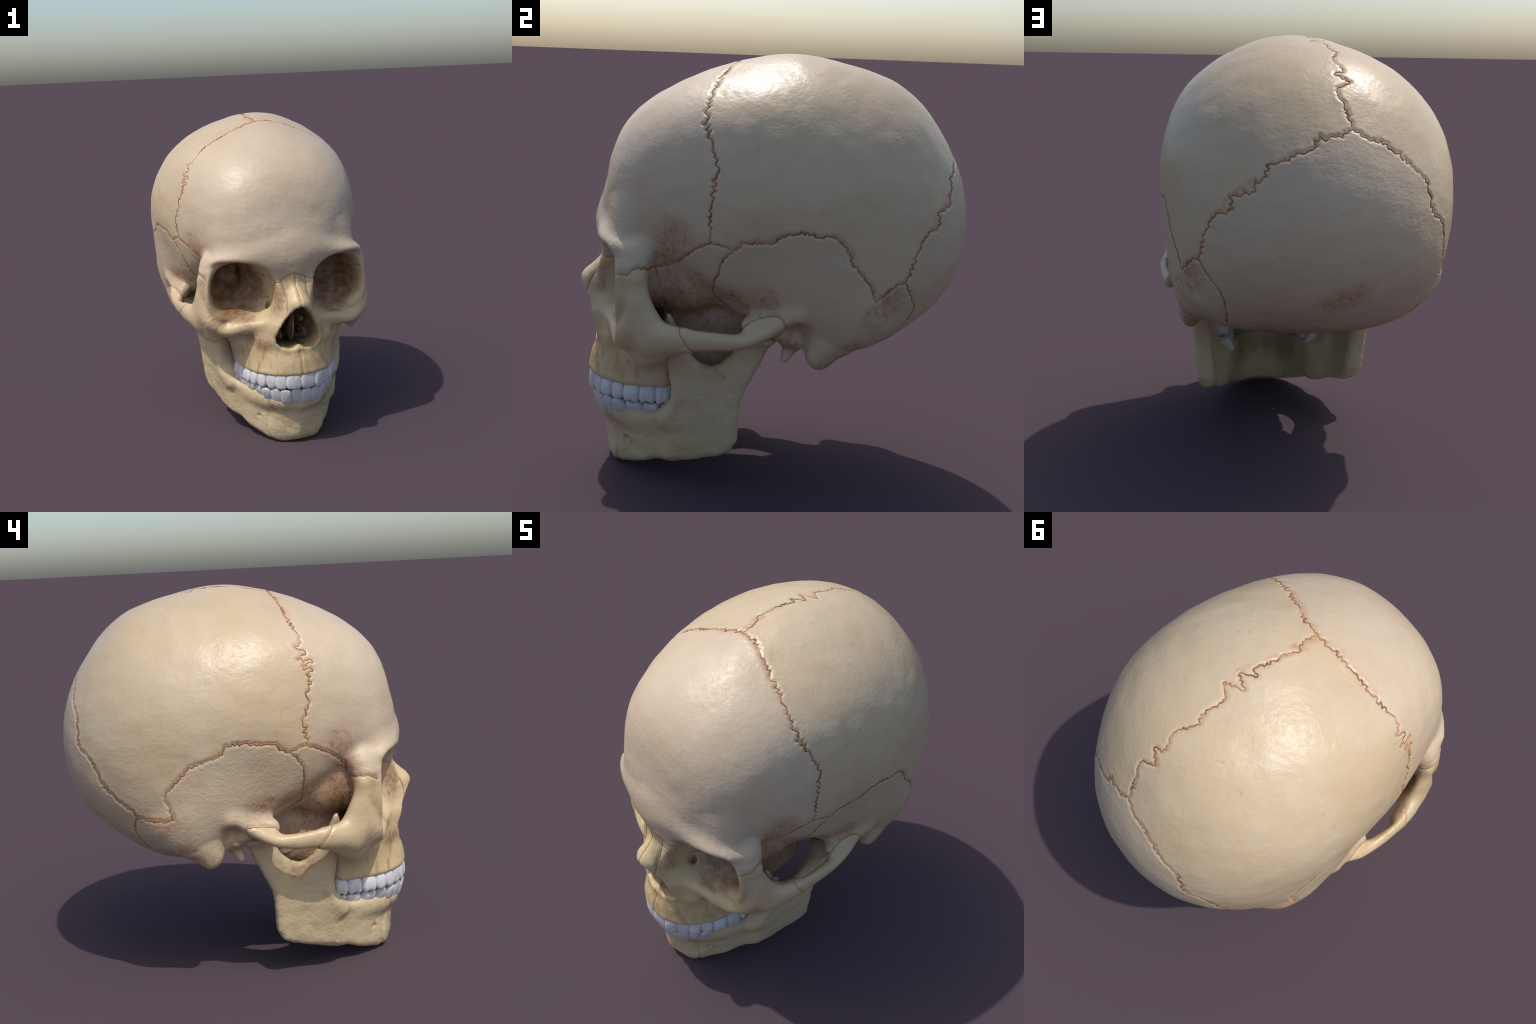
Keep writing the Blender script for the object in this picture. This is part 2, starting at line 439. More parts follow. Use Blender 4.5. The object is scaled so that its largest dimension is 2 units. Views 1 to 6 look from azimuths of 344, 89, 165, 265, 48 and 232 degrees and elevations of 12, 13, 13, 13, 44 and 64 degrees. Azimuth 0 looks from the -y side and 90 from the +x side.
def largest_piece(V, Q):
    """Drop crumbs left inside the solids."""
    label = np.arange(len(V))
    while True:
        m = label[Q].min(1)
        new = label.copy()
        for k in range(4):
            np.minimum.at(new, Q[:, k], m)
        new = new[new]
        if (new == label).all():
            break
        label = new
    keep = np.bincount(label).argmax()
    good = label == keep
    remap = np.cumsum(good) - 1
    Q = Q[good[Q[:, 0]]]
    return V[good], remap[Q]

# ------------------------------------------------------------------ the teeth
# kind, width along the arch, thickness
UPPER_TEETH = [("incisor", .094, .055), ("incisor", .070, .052), ("canine", .072, .062), ("premolar", .066, .078), ("premolar", .066, .082),
               ("molar", .086, .098), ("molar", .084, .098), ("molar", .072, .090)]
LOWER_TEETH = [("incisor", .066, .048), ("incisor", .066, .050), ("canine", .068, .058), ("premolar", .066, .070), ("premolar", .068, .076),
               ("molar", .092, .092), ("molar", .086, .092), ("molar", .072, .088)]


def tooth_form(kind, rng, n=9):
    """Unit crown: x across (-1..1), y outward (-1..1), z from the neck (0) to the biting edge (1)."""
    g = np.linspace(-1, 1, n)
    verts, faces, index = [], [], {}

    def vertex(p):
        key = tuple(np.round(p, 6))
        if key not in index:
            index[key] = len(verts)
            verts.append(p)
        return index[key]
    for ax in range(3):
        for sgn in (-1, 1):
            for i in range(n - 1):
                for j in range(n - 1):
                    quad = []
                    for a, b in ((0, 0), (1, 0), (1, 1), (0, 1)):
                        p = np.zeros(3)
                        p[ax], p[(ax + 1) % 3], p[(ax + 2) % 3] = sgn, g[i + a], g[j + b]
                        quad.append(vertex(p))
                    faces.append(quad if sgn > 0 else quad[::-1])
    v = np.array(verts)
    v /= ((np.abs(v) ** 3.4).sum(1) ** (1 / 3.4))[:, None]
    x, y, z = v.T.copy()
    h = (z + 1) / 2
    if kind == "incisor":
        x *= 0.86 + 0.14 * np.sin(np.clip(h, 0, 1) * 1.9)
        y = y * (1.0 - 0.62 * h ** 1.5) + 0.30 * h
        z = h + 0.02 * np.cos(x * 9)
    elif kind == "canine":
        x *= 0.84 + 0.18 * np.sin(h * 2.2)
        y = y * (1.0 - 0.55 * h ** 1.5) + 0.25 * h
        z = h + 0.10 * (1 - np.abs(x)) * h - 0.04
    elif kind == "premolar":
        x *= 0.86 + 0.15 * np.sin(h * 2.4)
        y *= 0.92 + 0.12 * np.sin(h * 2.6)
        z = h + h ** 3 * (0.10 * np.abs(y) - 0.06 * np.abs(x))
    else:
        x *= 0.88 + 0.13 * np.sin(h * 2.4)
        y *= 0.92 + 0.12 * np.sin(h * 2.6)
        z = h + h ** 3 * (0.09 * np.cos(x * 5.2 + 3.14) * 0.6 + 0.09 * np.abs(y) - 0.04)
        y = y + 0.05 * np.cos(x * 6.3 + 3.14) * np.sign(y) * h
    # a little irregularity
    ph = rng.uniform(0, 6.28, 4)
    y = y + 0.035 * np.sin(3.1 * x + ph[0]) * np.sin(4.0 * h + ph[1])
    x = x + 0.02 * np.sin(5.0 * h + ph[2])
    return np.stack([x, y, z], 1), faces


def gum_line(function, z, side, proud, reach=0.55):
    """Outline of the jaw at gum height, from the middle round to the back, just proud of the bone."""
    turn = np.radians(np.arange(0, 97, 3))
    far = np.linspace(reach, 0.12, 240)
    path = []
    for t in turn:
        way = np.array([math.sin(t) * side, -math.cos(t), 0.0])
        P = np.array([0.0, -0.46, z]) + far[:, None] * way
        f = function(P)
        i = int(np.argmax(f < proud))
        path.append(P[i, :2] * (side, 1))
    path = np.array(path)
    for _ in range(6):          # a fair curve
        path[1:-1] = 0.25 * path[:-2] + 0.5 * path[1:-1] + 0.25 * path[2:]
    return np.vstack([path, path[-1] + (path[-1] - path[-3])])


def tooth_row(path, sizes, neck, edge, side, rng, lean):
    """Yield (kind, vertices, faces) for one half row, in place."""
    run = np.concatenate([[0], np.cumsum(np.linalg.norm(np.diff(path, axis=0), axis=1))])
    s = 0.0
    for kind, width, thick in sizes:
        c = s + width / 2
        s += width
        px, py = np.interp(c, run, path[:, 0]), np.interp(c, run, path[:, 1])
        e = 0.01
        t = np.array([np.interp(c + e, run, path[:, 0]) - np.interp(c - e, run, path[:, 0]), np.interp(c + e, run, path[:, 1]) - np.interp(c - e, run, path[:, 1])])
        t /= np.linalg.norm(t)
        out = np.array([t[1], -t[0]])
        v, faces = tooth_form(kind, rng)
        z0, z1 = neck(py), edge(py) + rng.normal(0, 0.0015)
        sunk = 0.012 if z1 < z0 else -0.014
        z0 += sunk
        w = width / 2 * 1.07
        turn = rng.normal(0, 0.05)
        u, q = v[:, 0] * w, (v[:, 1] - 1) * thick / 2
        u, q = u * math.cos(turn) - q * math.sin(turn), u * math.sin(turn) + q * math.cos(turn)
        q = q + rng.normal(0, 0.0025) + lean * (v[:, 2] - 0.5) - 0.006 * np.clip(1 - v[:, 2], 0, 1) ** 3
        X = px + t[0] * u + out[0] * q
        Y = py + t[1] * u + out[1] * q
        Z = z0 + (z1 - z0) * v[:, 2]
        flip = (z1 < z0) != (side < 0)
        yield kind, np.stack([X * side, Y, Z], 1), np.array([f[::-1] if flip else f for f in faces])


LOWER_ARCH = [(0.0, -0.862), (0.08, -0.850), (0.137, -0.822), (0.188, -0.775), (0.233, -0.703), (0.262, -0.62), (0.283, -0.54), (0.299, -0.45), (0.311, -0.36)]


def lower_arch(side):
    """Outer line of the lower teeth, skewed like the jaw itself."""
    p = catmull(LOWER_ARCH, 8)
    return np.stack([p[:, 0] + 0.004 * side, p[:, 1] - 0.035 * p[:, 0] * side], 1)


def upper_neck(y):
    return curve1d(np.array(y), (-0.92, -0.80, -0.6, -0.4), (0.488, 0.478, 0.470, 0.470))


def upper_edge(y):
    return curve1d(np.array(y), (-0.92, -0.80, -0.6, -0.4), (0.380, 0.384, 0.384, 0.386))


def lower_neck(y):
    return curve1d(np.array(y), (-0.92, -0.80, -0.6, -0.4), (0.275, 0.285, 0.300, 0.315))


def lower_edge(y):
    return curve1d(np.array(y), (-0.92, -0.80, -0.6, -0.4), (0.376, 0.379, 0.381, 0.384))


# ==== BUILD
import bpy
from mathutils import Vector, kdtree

LOW_H, HIGH_H = 0.0072, 0.0080

# ------------------------------------------------------------------ the seams between the bones
# control points of every suture (its left side is +x), and how it wanders:
# (zigzag height, zigzag length, half width of the brown line)
SUTURES = {
    "coronal_left": [(-0.026, -0.184, 1.959), (0.049, -0.179, 1.960), (0.163, -0.218, 1.927), (0.286, -0.258, 1.874), (0.471, -0.300, 1.738), (0.522, -0.286, 1.673), (0.563, -0.260, 1.596), (0.580, -0.247, 1.552), (0.593, -0.256, 1.472), (0.597, -0.266, 1.401), (0.593, -0.270, 1.305), (0.584, -0.263, 1.224)],
    "coronal_right": [(-0.025, -0.174, 1.962), (-0.084, -0.189, 1.950), (-0.196, -0.209, 1.913), (-0.276, -0.221, 1.878), (-0.360, -0.230, 1.833), (-0.463, -0.269, 1.741), (-0.494, -0.245, 1.714), (-0.506, -0.283, 1.678), (-0.528, -0.250, 1.661), (-0.514, -0.317, 1.645), (-0.541, -0.262, 1.626), (-0.533, -0.315, 1.605), (-0.548, -0.291, 1.587), (-0.556, -0.300, 1.553), (-0.575, -0.278, 1.509), (-0.581, -0.287, 1.462), (-0.593, -0.266, 1.418), (-0.599, -0.257, 1.360), (-0.586, -0.273, 1.260)],
    "sagittal": [(-0.025, -0.174, 1.962), (-0.022, -0.128, 1.974), (-0.036, -0.080, 1.983), (-0.054, -0.066, 1.984), (-0.038, 0.004, 1.995), (-0.032, 0.087, 1.998), (-0.010, 0.139, 1.995), (-0.053, 0.149, 1.989), (0.003, 0.193, 1.988), (-0.058, 0.225, 1.976), (0.014, 0.265, 1.975), (-0.042, 0.302, 1.963), (-0.034, 0.404, 1.941), (-0.052, 0.451, 1.925), (-0.010, 0.525, 1.900), (-0.032, 0.596, 1.858), (0.007, 0.622, 1.839), (-0.042, 0.654, 1.809), (0.021, 0.684, 1.781), (-0.000, 0.744, 1.708), (-0.012, 0.790, 1.642)],
    "lambdoid_left": [(-0.010, 0.795, 1.634), (0.062, 0.810, 1.603), (0.127, 0.799, 1.602), (0.156, 0.815, 1.558), (0.215, 0.802, 1.543), (0.270, 0.791, 1.510), (0.312, 0.769, 1.503), (0.346, 0.772, 1.433), (0.371, 0.753, 1.435), (0.377, 0.762, 1.389), (0.448, 0.704, 1.367), (0.458, 0.706, 1.310), (0.503, 0.657, 1.287), (0.536, 0.619, 1.236), (0.560, 0.579, 1.122), (0.567, 0.559, 1.082)],
    "lambdoid_right": [(-0.010, 0.795, 1.634), (-0.087, 0.816, 1.590), (-0.134, 0.811, 1.582), (-0.212, 0.817, 1.524), (-0.275, 0.812, 1.469), (-0.332, 0.795, 1.421), (-0.344, 0.799, 1.375), (-0.372, 0.794, 1.292), (-0.443, 0.739, 1.229), (-0.468, 0.709, 1.145), (-0.498, 0.655, 1.068), (-0.531, 0.581, 1.003), (-0.539, 0.548, 0.965)],
    "occipitomastoid_left": [(0.567, 0.559, 1.082), (0.541, 0.585, 1.030), (0.500, 0.613, 0.972), (0.470, 0.613, 0.918), (0.447, 0.564, 0.839), (0.431, 0.494, 0.772)],
    "occipitomastoid_right": [(-0.539, 0.548, 0.965), (-0.510, 0.575, 0.899), (-0.460, 0.550, 0.833), (-0.43, 0.49, 0.772)],
    "squamosal_left": [(0.567, 0.559, 1.082), (0.597, 0.496, 1.057), (0.618, 0.436, 1.011), (0.635, 0.399, 1.083), (0.653, 0.326, 1.171), (0.657, 0.305, 1.219), (0.662, 0.267, 1.267), (0.665, 0.225, 1.289), (0.665, 0.178, 1.285), (0.663, 0.108, 1.299), (0.652, 0.028, 1.277), (0.642, -0.017, 1.246), (0.624, -0.116, 1.239), (0.607, -0.169, 1.202)],
    "squamosal_right": [(-0.539, 0.548, 0.965), (-0.571, 0.495, 0.955), (-0.609, 0.441, 0.955), (-0.628, 0.394, 0.961), (-0.629, 0.383, 0.979), (-0.619, 0.409, 1.075), (-0.631, 0.370, 1.124), (-0.639, 0.333, 1.165), (-0.647, 0.283, 1.211), (-0.652, 0.189, 1.241), (-0.653, 0.141, 1.262), (-0.658, 0.117, 1.296), (-0.656, 0.058, 1.304), (-0.644, -0.047, 1.290), (-0.633, -0.113, 1.287), (-0.622, -0.142, 1.253), (-0.610, -0.185, 1.237)],
    "sphenotemporal_left": [(0.607, -0.169, 1.202), (0.583, -0.216, 1.152), (0.559, -0.233, 1.090), (0.528, -0.252, 1.043), (0.47, -0.252, 0.965), (0.44, -0.20, 0.90), (0.43, -0.15, 0.86)],
    "sphenotemporal_right": [(-0.610, -0.185, 1.237), (-0.588, -0.228, 1.191), (-0.565, -0.254, 1.134), (-0.532, -0.257, 1.051), (-0.47, -0.255, 0.965), (-0.44, -0.20, 0.90), (-0.43, -0.15, 0.86)],
    "sphenofrontal_left": [(0.607, -0.169, 1.202), (0.600, -0.205, 1.215), (0.584, -0.263, 1.224), (0.555, -0.326, 1.197), (0.514, -0.377, 1.149), (0.460, -0.430, 1.108), (0.425, -0.485, 1.085), (0.47, -0.535, 1.09), (0.521, -0.578, 1.093)],
    "sphenofrontal_right": [(-0.610, -0.185, 1.237), (-0.605, -0.210, 1.250), (-0.586, -0.273, 1.260), (-0.545, -0.358, 1.221), (-0.487, -0.442, 1.165), (-0.435, -0.490, 1.10), (-0.47, -0.52, 1.085), (-0.511, -0.546, 1.077)],
    "sphenozygomatic_left": [(0.45, -0.51, 1.085), (0.44, -0.495, 1.02), (0.43, -0.48, 0.95), (0.41, -0.47, 0.89)],
    "sphenozygomatic_right": [(-0.445, -0.505, 1.085), (-0.425, -0.480, 1.031), (-0.419, -0.465, 0.967), (-0.40, -0.455, 0.90)],
    "frontozygomatic_left": [(0.521, -0.578, 1.093), (0.528, -0.603, 1.085), (0.533, -0.620, 1.065), (0.50, -0.650, 1.058), (0.465, -0.62, 1.055)],
    "frontozygomatic_right": [(-0.511, -0.546, 1.077), (-0.517, -0.569, 1.083), (-0.521, -0.589, 1.075), (-0.50, -0.615, 1.060), (-0.465, -0.59, 1.055)],
    "zygomaticotemporal_left": [(0.575, -0.39, 0.86), (0.614, -0.387, 0.841), (0.625, -0.368, 0.807), (0.620, -0.345, 0.774), (0.595, -0.325, 0.758)],
    "zygomaticotemporal_right": [(-0.565, -0.375, 0.86), (-0.602, -0.361, 0.840), (-0.615, -0.330, 0.801), (-0.607, -0.307, 0.768), (-0.585, -0.30, 0.758)],
    "archroot_left": [(0.565, -0.105, 0.868), (0.580, -0.087, 0.893), (0.583, -0.041, 0.913), (0.601, 0.014, 0.926), (0.613, 0.041, 0.917), (0.610, 0.062, 0.885), (0.598, 0.057, 0.861), (0.58, 0.030, 0.839), (0.545, 0.0, 0.83), (0.535, -0.05, 0.835), (0.545, -0.10, 0.855), (0.565, -0.105, 0.868)],
    "archroot_right": [(-0.565, -0.105, 0.868), (-0.587, -0.077, 0.887), (-0.600, -0.021, 0.895), (-0.612, 0.023, 0.892), (-0.610, 0.044, 0.878), (-0.602, 0.049, 0.860), (-0.58, 0.030, 0.839), (-0.545, 0.0, 0.83), (-0.535, -0.05, 0.835), (-0.545, -0.10, 0.855), (-0.565, -0.105, 0.868)],
    "orbital_fissure_left": [(0.42, -0.53, 0.86), (0.36, -0.48, 0.89), (0.31, -0.44, 0.93), (0.27, -0.42, 1.0), (0.30, -0.44, 1.06)],
    "orbital_fissure_right": [(-0.41, -0.50, 0.86), (-0.35, -0.46, 0.89), (-0.30, -0.43, 0.93), (-0.26, -0.41, 1.0), (-0.29, -0.43, 1.06)],
    "orbital_wall_left": [(0.17, -0.70, 0.93), (0.18, -0.60, 0.92), (0.21, -0.50, 0.94)],
    "orbital_wall_right": [(-0.16, -0.68, 0.93), (-0.17, -0.58, 0.92), (-0.20, -0.48, 0.94)],
    "orbital_roof_left": [(0.16, -0.69, 1.05), (0.18, -0.60, 1.06), (0.22, -0.50, 1.05)],
    "orbital_roof_right": [(-0.15, -0.67, 1.05), (-0.17, -0.58, 1.06), (-0.21, -0.48, 1.05)],
    "frontonasal": [(-0.15, -0.70, 1.05), (-0.135, -0.745, 1.045), (-0.105, -0.785, 1.040), (-0.076, -0.805, 1.055), (-0.037, -0.823, 1.078), (-0.003, -0.835, 1.088), (0.052, -0.821, 1.070), (0.10, -0.80, 1.045), (0.135, -0.76, 1.04), (0.15, -0.71, 1.05)],
    "internasal": [(-0.003, -0.835, 1.088), (-0.001, -0.827, 1.030), (0.000, -0.870, 0.980), (-0.000, -0.905, 0.946), (0.000, -0.921, 0.920), (0.0, -0.915, 0.905)],
    "nasomaxillary_right": [(-0.084, -0.803, 1.053), (-0.069, -0.817, 0.992), (-0.068, -0.843, 0.939), (-0.073, -0.862, 0.884), (-0.075, -0.865, 0.85)],
    "nasomaxillary_left": [(0.067, -0.813, 1.058), (0.072, -0.831, 0.979), (0.076, -0.861, 0.926), (0.078, -0.873, 0.885), (0.075, -0.875, 0.85)],
    "intermaxillary": [(0.005, -0.845, 0.640), (0.009, -0.859, 0.584), (0.007, -0.873, 0.535), (0.008, -0.879, 0.478)],
}
STYLE = {"coronal": (0.0085, 0.042, 0.0050), "sagittal": (0.0050, 0.034, 0.0050), "lambdoid": (0.0075, 0.042, 0.0047), "squamosal": (0.0050, 0.034, 0.0048),
         "occipitomastoid": (0.003, 0.05, 0.0046), "sphenotemporal": (0.003, 0.05, 0.0050), "sphenofrontal": (0.003, 0.05, 0.0050), "orbital": (0.006, 0.06, 0.0042)}


def settle(function, P, rounds=4):
    for _ in range(rounds):
        g = gradient(function, P)
        P = P - g * (np.clip(function(P) / np.maximum((g * g).sum(1), 0.2), -0.03, 0.03))[:, None]
    g = gradient(function, P)
    return P, g / np.linalg.norm(g, axis=1)[:, None]


def suture_path(name, rng):
    """Spline through the control points, laid on the bone, with its zigzag."""
    height, length, half = STYLE.get(name.split("_")[0], (0.0012, 0.05, 0.0032))
    p = catmull(SUTURES[name], 40)
    run = np.concatenate([[0], np.cumsum(np.linalg.norm(np.diff(p, axis=0), axis=1))])
    s = np.linspace(0, run[-1], max(8, int(run[-1] / 0.0035)))
    p = np.stack([np.interp(s, run, p[:, k]) for k in range(3)], 1)
    p, n = settle(upper_skull, p)
    t = np.gradient(p, axis=0)
    t /= np.linalg.norm(t, axis=1)[:, None] + 1e-9
    side = np.cross(n, t)
    ph = rng.uniform(0, 6.28, 5)
    drift = s + 0.35 * length * np.sin(6.28 * s / (length * 3.1) + ph[0])
    wave = np.sin(6.28 * drift / length + ph[1])
    wave = np.sign(wave) * np.abs(wave) ** 0.7 + 0.55 * np.sin(6.28 * drift / (length * 0.43) + ph[2])
    swell = 0.78 + 0.30 * np.sin(6.28 * s / 0.27 + ph[3])
    fade = np.clip(np.minimum(s, run[-1] - s) / 0.03, 0, 1)
    p = p + side * (height * wave * swell * fade)[:, None]
    p, n = settle(upper_skull, p, 2)
    width = half * (0.76 + 0.35 * np.sin(6.28 * s / 0.055 + ph[4]) * np.sin(6.28 * s / 0.131 + ph[0]))
    return p, n, width


def seam_mesh(p, n, width, sunk=0.0030, rise=0.0022):
    """A thin flattened cord lying in the groove."""
    t = np.gradient(p, axis=0)
    t /= np.linalg.norm(t, axis=1)[:, None] + 1e-9
    side = np.cross(n, t)
    k = 6
    a = np.arange(k) / k * 2 * np.pi
    taper = np.clip(np.minimum(np.arange(len(p)), np.arange(len(p))[::-1]) / 3.0, 0.25, 1)
    ring = p[:, None] - n[:, None] * sunk + side[:, None] * (np.cos(a)[None, :, None] * (width * taper)[:, None, None]) + n[:, None] * (np.sin(a)[None, :, None] * rise)
    V = ring.reshape(-1, 3)
    i = np.arange(len(p) - 1)[:, None] * k
    j = np.arange(k)[None]
    Q = np.stack([i + j, i + (j + 1) % k, i + k + (j + 1) % k, i + k + j], -1).reshape(-1, 4)
    return V, Q


# ------------------------------------------------------------------ colours and materials
class Nodes:
    def __init__(self, tree):
        self.t = tree

    def add(self, kind, **props):
        n = self.t.nodes.new(kind)
        for k, v in props.items():
            setattr(n, k, v)
        return n

    def put(self, socket, value):
        if isinstance(value, bpy.types.NodeSocket):
            self.t.links.new(value, socket)
        elif value is not None:
            socket.default_value = value

    def math(self, op, a, b=None, clamp=False):
        n = self.add("ShaderNodeMath", operation=op, use_clamp=clamp)
        self.put(n.inputs[0], a)
        if b is not None:
            self.put(n.inputs[1], b)
        return n.outputs[0]

    def vmath(self, op, a, b=None, out=0, scale=None):
        n = self.add("ShaderNodeVectorMath", operation=op)
        self.put(n.inputs[0], a)
        if b is not None:
            self.put(n.inputs[1], b)
        if scale is not None:
            self.put(n.inputs["Scale"], scale)
        return n.outputs[out]

    def noise(self, vector, scale, detail=3.0, rough=0.55, distortion=0.0):
        n = self.add("ShaderNodeTexNoise")
        self.put(n.inputs["Vector"], vector)
        n.inputs["Scale"].default_value = scale
        n.inputs["Detail"].default_value = detail
        n.inputs["Roughness"].default_value = rough
        n.inputs["Distortion"].default_value = distortion
        return n.outputs["Fac"], n.outputs["Color"]

    def ramp(self, x, a, b, lo=0.0, hi=1.0):
        n = self.add("ShaderNodeMapRange", interpolation_type="SMOOTHSTEP")
        self.put(n.inputs[0], x)
        n.inputs[1].default_value, n.inputs[2].default_value = a, b
        n.inputs[3].default_value, n.inputs[4].default_value = lo, hi
        return n.outputs[0]

    def mix(self, fac, a, b, blend="MIX"):
        n = self.add("ShaderNodeMix", data_type="RGBA", blend_type=blend)
        self.put(n.inputs[0], fac)
        self.put(n.inputs[6], a)
        self.put(n.inputs[7], b)
        return n.outputs[2]


def capsule_group():
    """Node group: 1 inside a capsule from A to B, fading to 0."""
    g = bpy.data.node_groups.new("patch_mask", "ShaderNodeTree")
    for nm, ty in (("Vector", "NodeSocketVector"), ("A", "NodeSocketVector"), ("B", "NodeSocketVector"), ("Radius", "NodeSocketFloat"), ("Soft", "NodeSocketFloat")):
        g.interface.new_socket(nm, in_out="INPUT", socket_type=ty)
    g.interface.new_socket("Mask", in_out="OUTPUT", socket_type="NodeSocketFloat")
    N = Nodes(g)
    i, o = N.add("NodeGroupInput"), N.add("NodeGroupOutput")
    pa = N.vmath("SUBTRACT", i.outputs["Vector"], i.outputs["A"])
    ba = N.vmath("SUBTRACT", i.outputs["B"], i.outputs["A"])
    h = N.math("DIVIDE", N.vmath("DOT_PRODUCT", pa, ba, out=1), N.math("ADD", N.vmath("DOT_PRODUCT", ba, ba, out=1), 1e-6), clamp=True)
    d = N.vmath("LENGTH", N.vmath("SUBTRACT", pa, N.vmath("SCALE", ba, scale=h)), out=1)
    m = N.math("DIVIDE", N.math("SUBTRACT", N.math("ADD", i.outputs["Radius"], i.outputs["Soft"]), d), i.outputs["Soft"], clamp=True)
    N.t.links.new(m, o.inputs["Mask"])
    return g


def mirrored(*patches):
    return [(tuple(q * (s if k == 0 else 1) for k, q in enumerate(a)), tuple(q * (s if k == 0 else 1) for k, q in enumerate(b)), r, f) for a, b, r, f in patches for s in (1, -1)]


def along(name, radius, soft, start=0, stop=None, step=2):
    p = SUTURES[name][start:stop]
    p = p[::step] + ([p[-1]] if (len(p) - 1) % step else [])
    return [(a, b, radius, soft) for a, b in zip(p[:-1], p[1:])]


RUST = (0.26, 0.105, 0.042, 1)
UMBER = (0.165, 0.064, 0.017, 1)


def bone_material(name, base, warm, patches=(), dark=(), streaks=(), halo=(), deep=(), speck=0.35, bumps=0.15, patch_tint=0.48, rough=0.42, dark_colour=UMBER, dark_strength=0.92):
    """Bone: two creams in clouds, sparse specks, rust where stains lie, fine lumpy grain."""
    mat = bpy.data.materials.new(name)
    mat.use_nodes = True
    N = Nodes(mat.node_tree)
    bsdf = N.t.nodes["Principled BSDF"]
    P = N.add("ShaderNodeTexCoord").outputs["Object"]
    cloud, _ = N.noise(P, 2.6, 4.0)
    colour = N.mix(N.ramp(cloud, 0.35, 0.65), base, warm)
    mottle, wobble = N.noise(P, 14.0, 4.0, 0.6)
    colour = N.mix(N.ramp(mottle, 0.30, 0.75, 0.0, 0.30), colour, tuple(c * k for c, k in zip(base[:3], (0.93, 0.84, 0.72))) + (1,))
    ragged = N.vmath("ADD", P, N.vmath("SCALE", N.vmath("SUBTRACT", wobble, (0.5, 0.5, 0.5)), scale=0.10))

    def union(items, vector):
        total = None
        for a, b, r, f in items:
            n = N.add("ShaderNodeGroup", node_tree=PATCH)
            N.put(n.inputs["Vector"], vector)
            n.inputs["A"].default_value, n.inputs["B"].default_value = a, b
            n.inputs["Radius"].default_value, n.inputs["Soft"].default_value = r, f
            total = n.outputs[0] if total is None else N.math("MAXIMUM", total, n.outputs[0])
        return total
    # sparse specks everywhere
    fleck, _ = N.noise(P, 30.0, 3.0, 0.6)
    rare, _ = N.noise(P, 4.5, 2.0)
    specks = N.math("MULTIPLY", N.ramp(fleck, 0.63, 0.72), N.ramp(rare, 0.45, 0.62, 0.15, 1.0))
    colour = N.mix(N.math("MULTIPLY", specks, speck), colour, (0.40, 0.19, 0.09, 1))
    grain, _ = N.noise(P, 44.0, 4.0, 0.65, 0.15)
    if patches:
        m = union(patches, ragged)
        colour = N.mix(N.math("MULTIPLY", m, patch_tint), colour, (0.36, 0.20, 0.115, 1))
        colour = N.mix(N.math("MULTIPLY", m, N.ramp(grain, 0.46, 0.68, 0.0, 0.65)), colour, RUST)
    if halo:
        m = union(halo, ragged)
        colour = N.mix(N.math("MULTIPLY", m, N.ramp(grain, 0.38, 0.62, 0.15, 0.80)), colour, (0.44, 0.21, 0.115, 1))
    if streaks:
        squeezed = N.vmath("MULTIPLY", P, (26.0, 26.0, 6.5))
        st, _ = N.noise(squeezed, 1.0, 3.0, 0.6, 0.4)
        m = union(streaks, ragged)
        colour = N.mix(N.math("MULTIPLY", m, N.ramp(st, 0.46, 0.66, 0.0, 0.60)), colour, (0.34, 0.15, 0.055, 1))
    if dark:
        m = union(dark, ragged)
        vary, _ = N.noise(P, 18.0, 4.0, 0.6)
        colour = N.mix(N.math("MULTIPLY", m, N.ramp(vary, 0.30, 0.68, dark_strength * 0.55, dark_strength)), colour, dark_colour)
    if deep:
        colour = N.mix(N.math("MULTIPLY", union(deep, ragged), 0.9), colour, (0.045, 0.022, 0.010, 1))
    N.put(bsdf.inputs["Base Color"], colour)
    N.put(bsdf.inputs["Roughness"], N.ramp(grain, 0.2, 0.8, rough - 0.05, rough + 0.10))
    bsdf.inputs["Specular IOR Level"].default_value = 0.5
    lumps, _ = N.noise(N.vmath("MULTIPLY", P, (1.0, 1.0, 1.35)), 52.0, 3.0, 0.5, 0.5)
    fine, _ = N.noise(P, 140.0, 3.0, 0.6)
    height = N.math("ADD", lumps, N.math("MULTIPLY", fine, 0.22))
    b = N.add("ShaderNodeBump")
    b.inputs["Strength"].default_value = bumps
    b.inputs["Distance"].default_value = 0.012
    N.put(b.inputs["Height"], height)
    N.put(bsdf.inputs["Normal"], b.outputs[0])
    return mat


def plain_material(name, a, b, scale, rough, bumps=0.0, speck=None):
    mat = bpy.data.materials.new(name)
    mat.use_nodes = True
    N = Nodes(mat.node_tree)
    bsdf = N.t.nodes["Principled BSDF"]
    P = N.add("ShaderNodeTexCoord").outputs["Object"]
    f, _ = N.noise(P, scale, 4.0, 0.6)
    colour = N.mix(N.ramp(f, 0.35, 0.65), a, b)
    if speck:
        g, _ = N.noise(P, 38.0, 3.0, 0.6)
        colour = N.mix(N.ramp(g, 0.64, 0.72, 0.0, 0.55), colour, speck)
    N.put(bsdf.inputs["Base Color"], colour)
    bsdf.inputs["Roughness"].default_value = rough
    if bumps:
        h, _ = N.noise(P, 55.0, 3.0)
        bp = N.add("ShaderNodeBump")
        bp.inputs["Strength"].default_value = bumps
        bp.inputs["Distance"].default_value = 0.010
        N.put(bp.inputs["Height"], h)
        N.put(bsdf.inputs["Normal"], bp.outputs[0])
    return mat


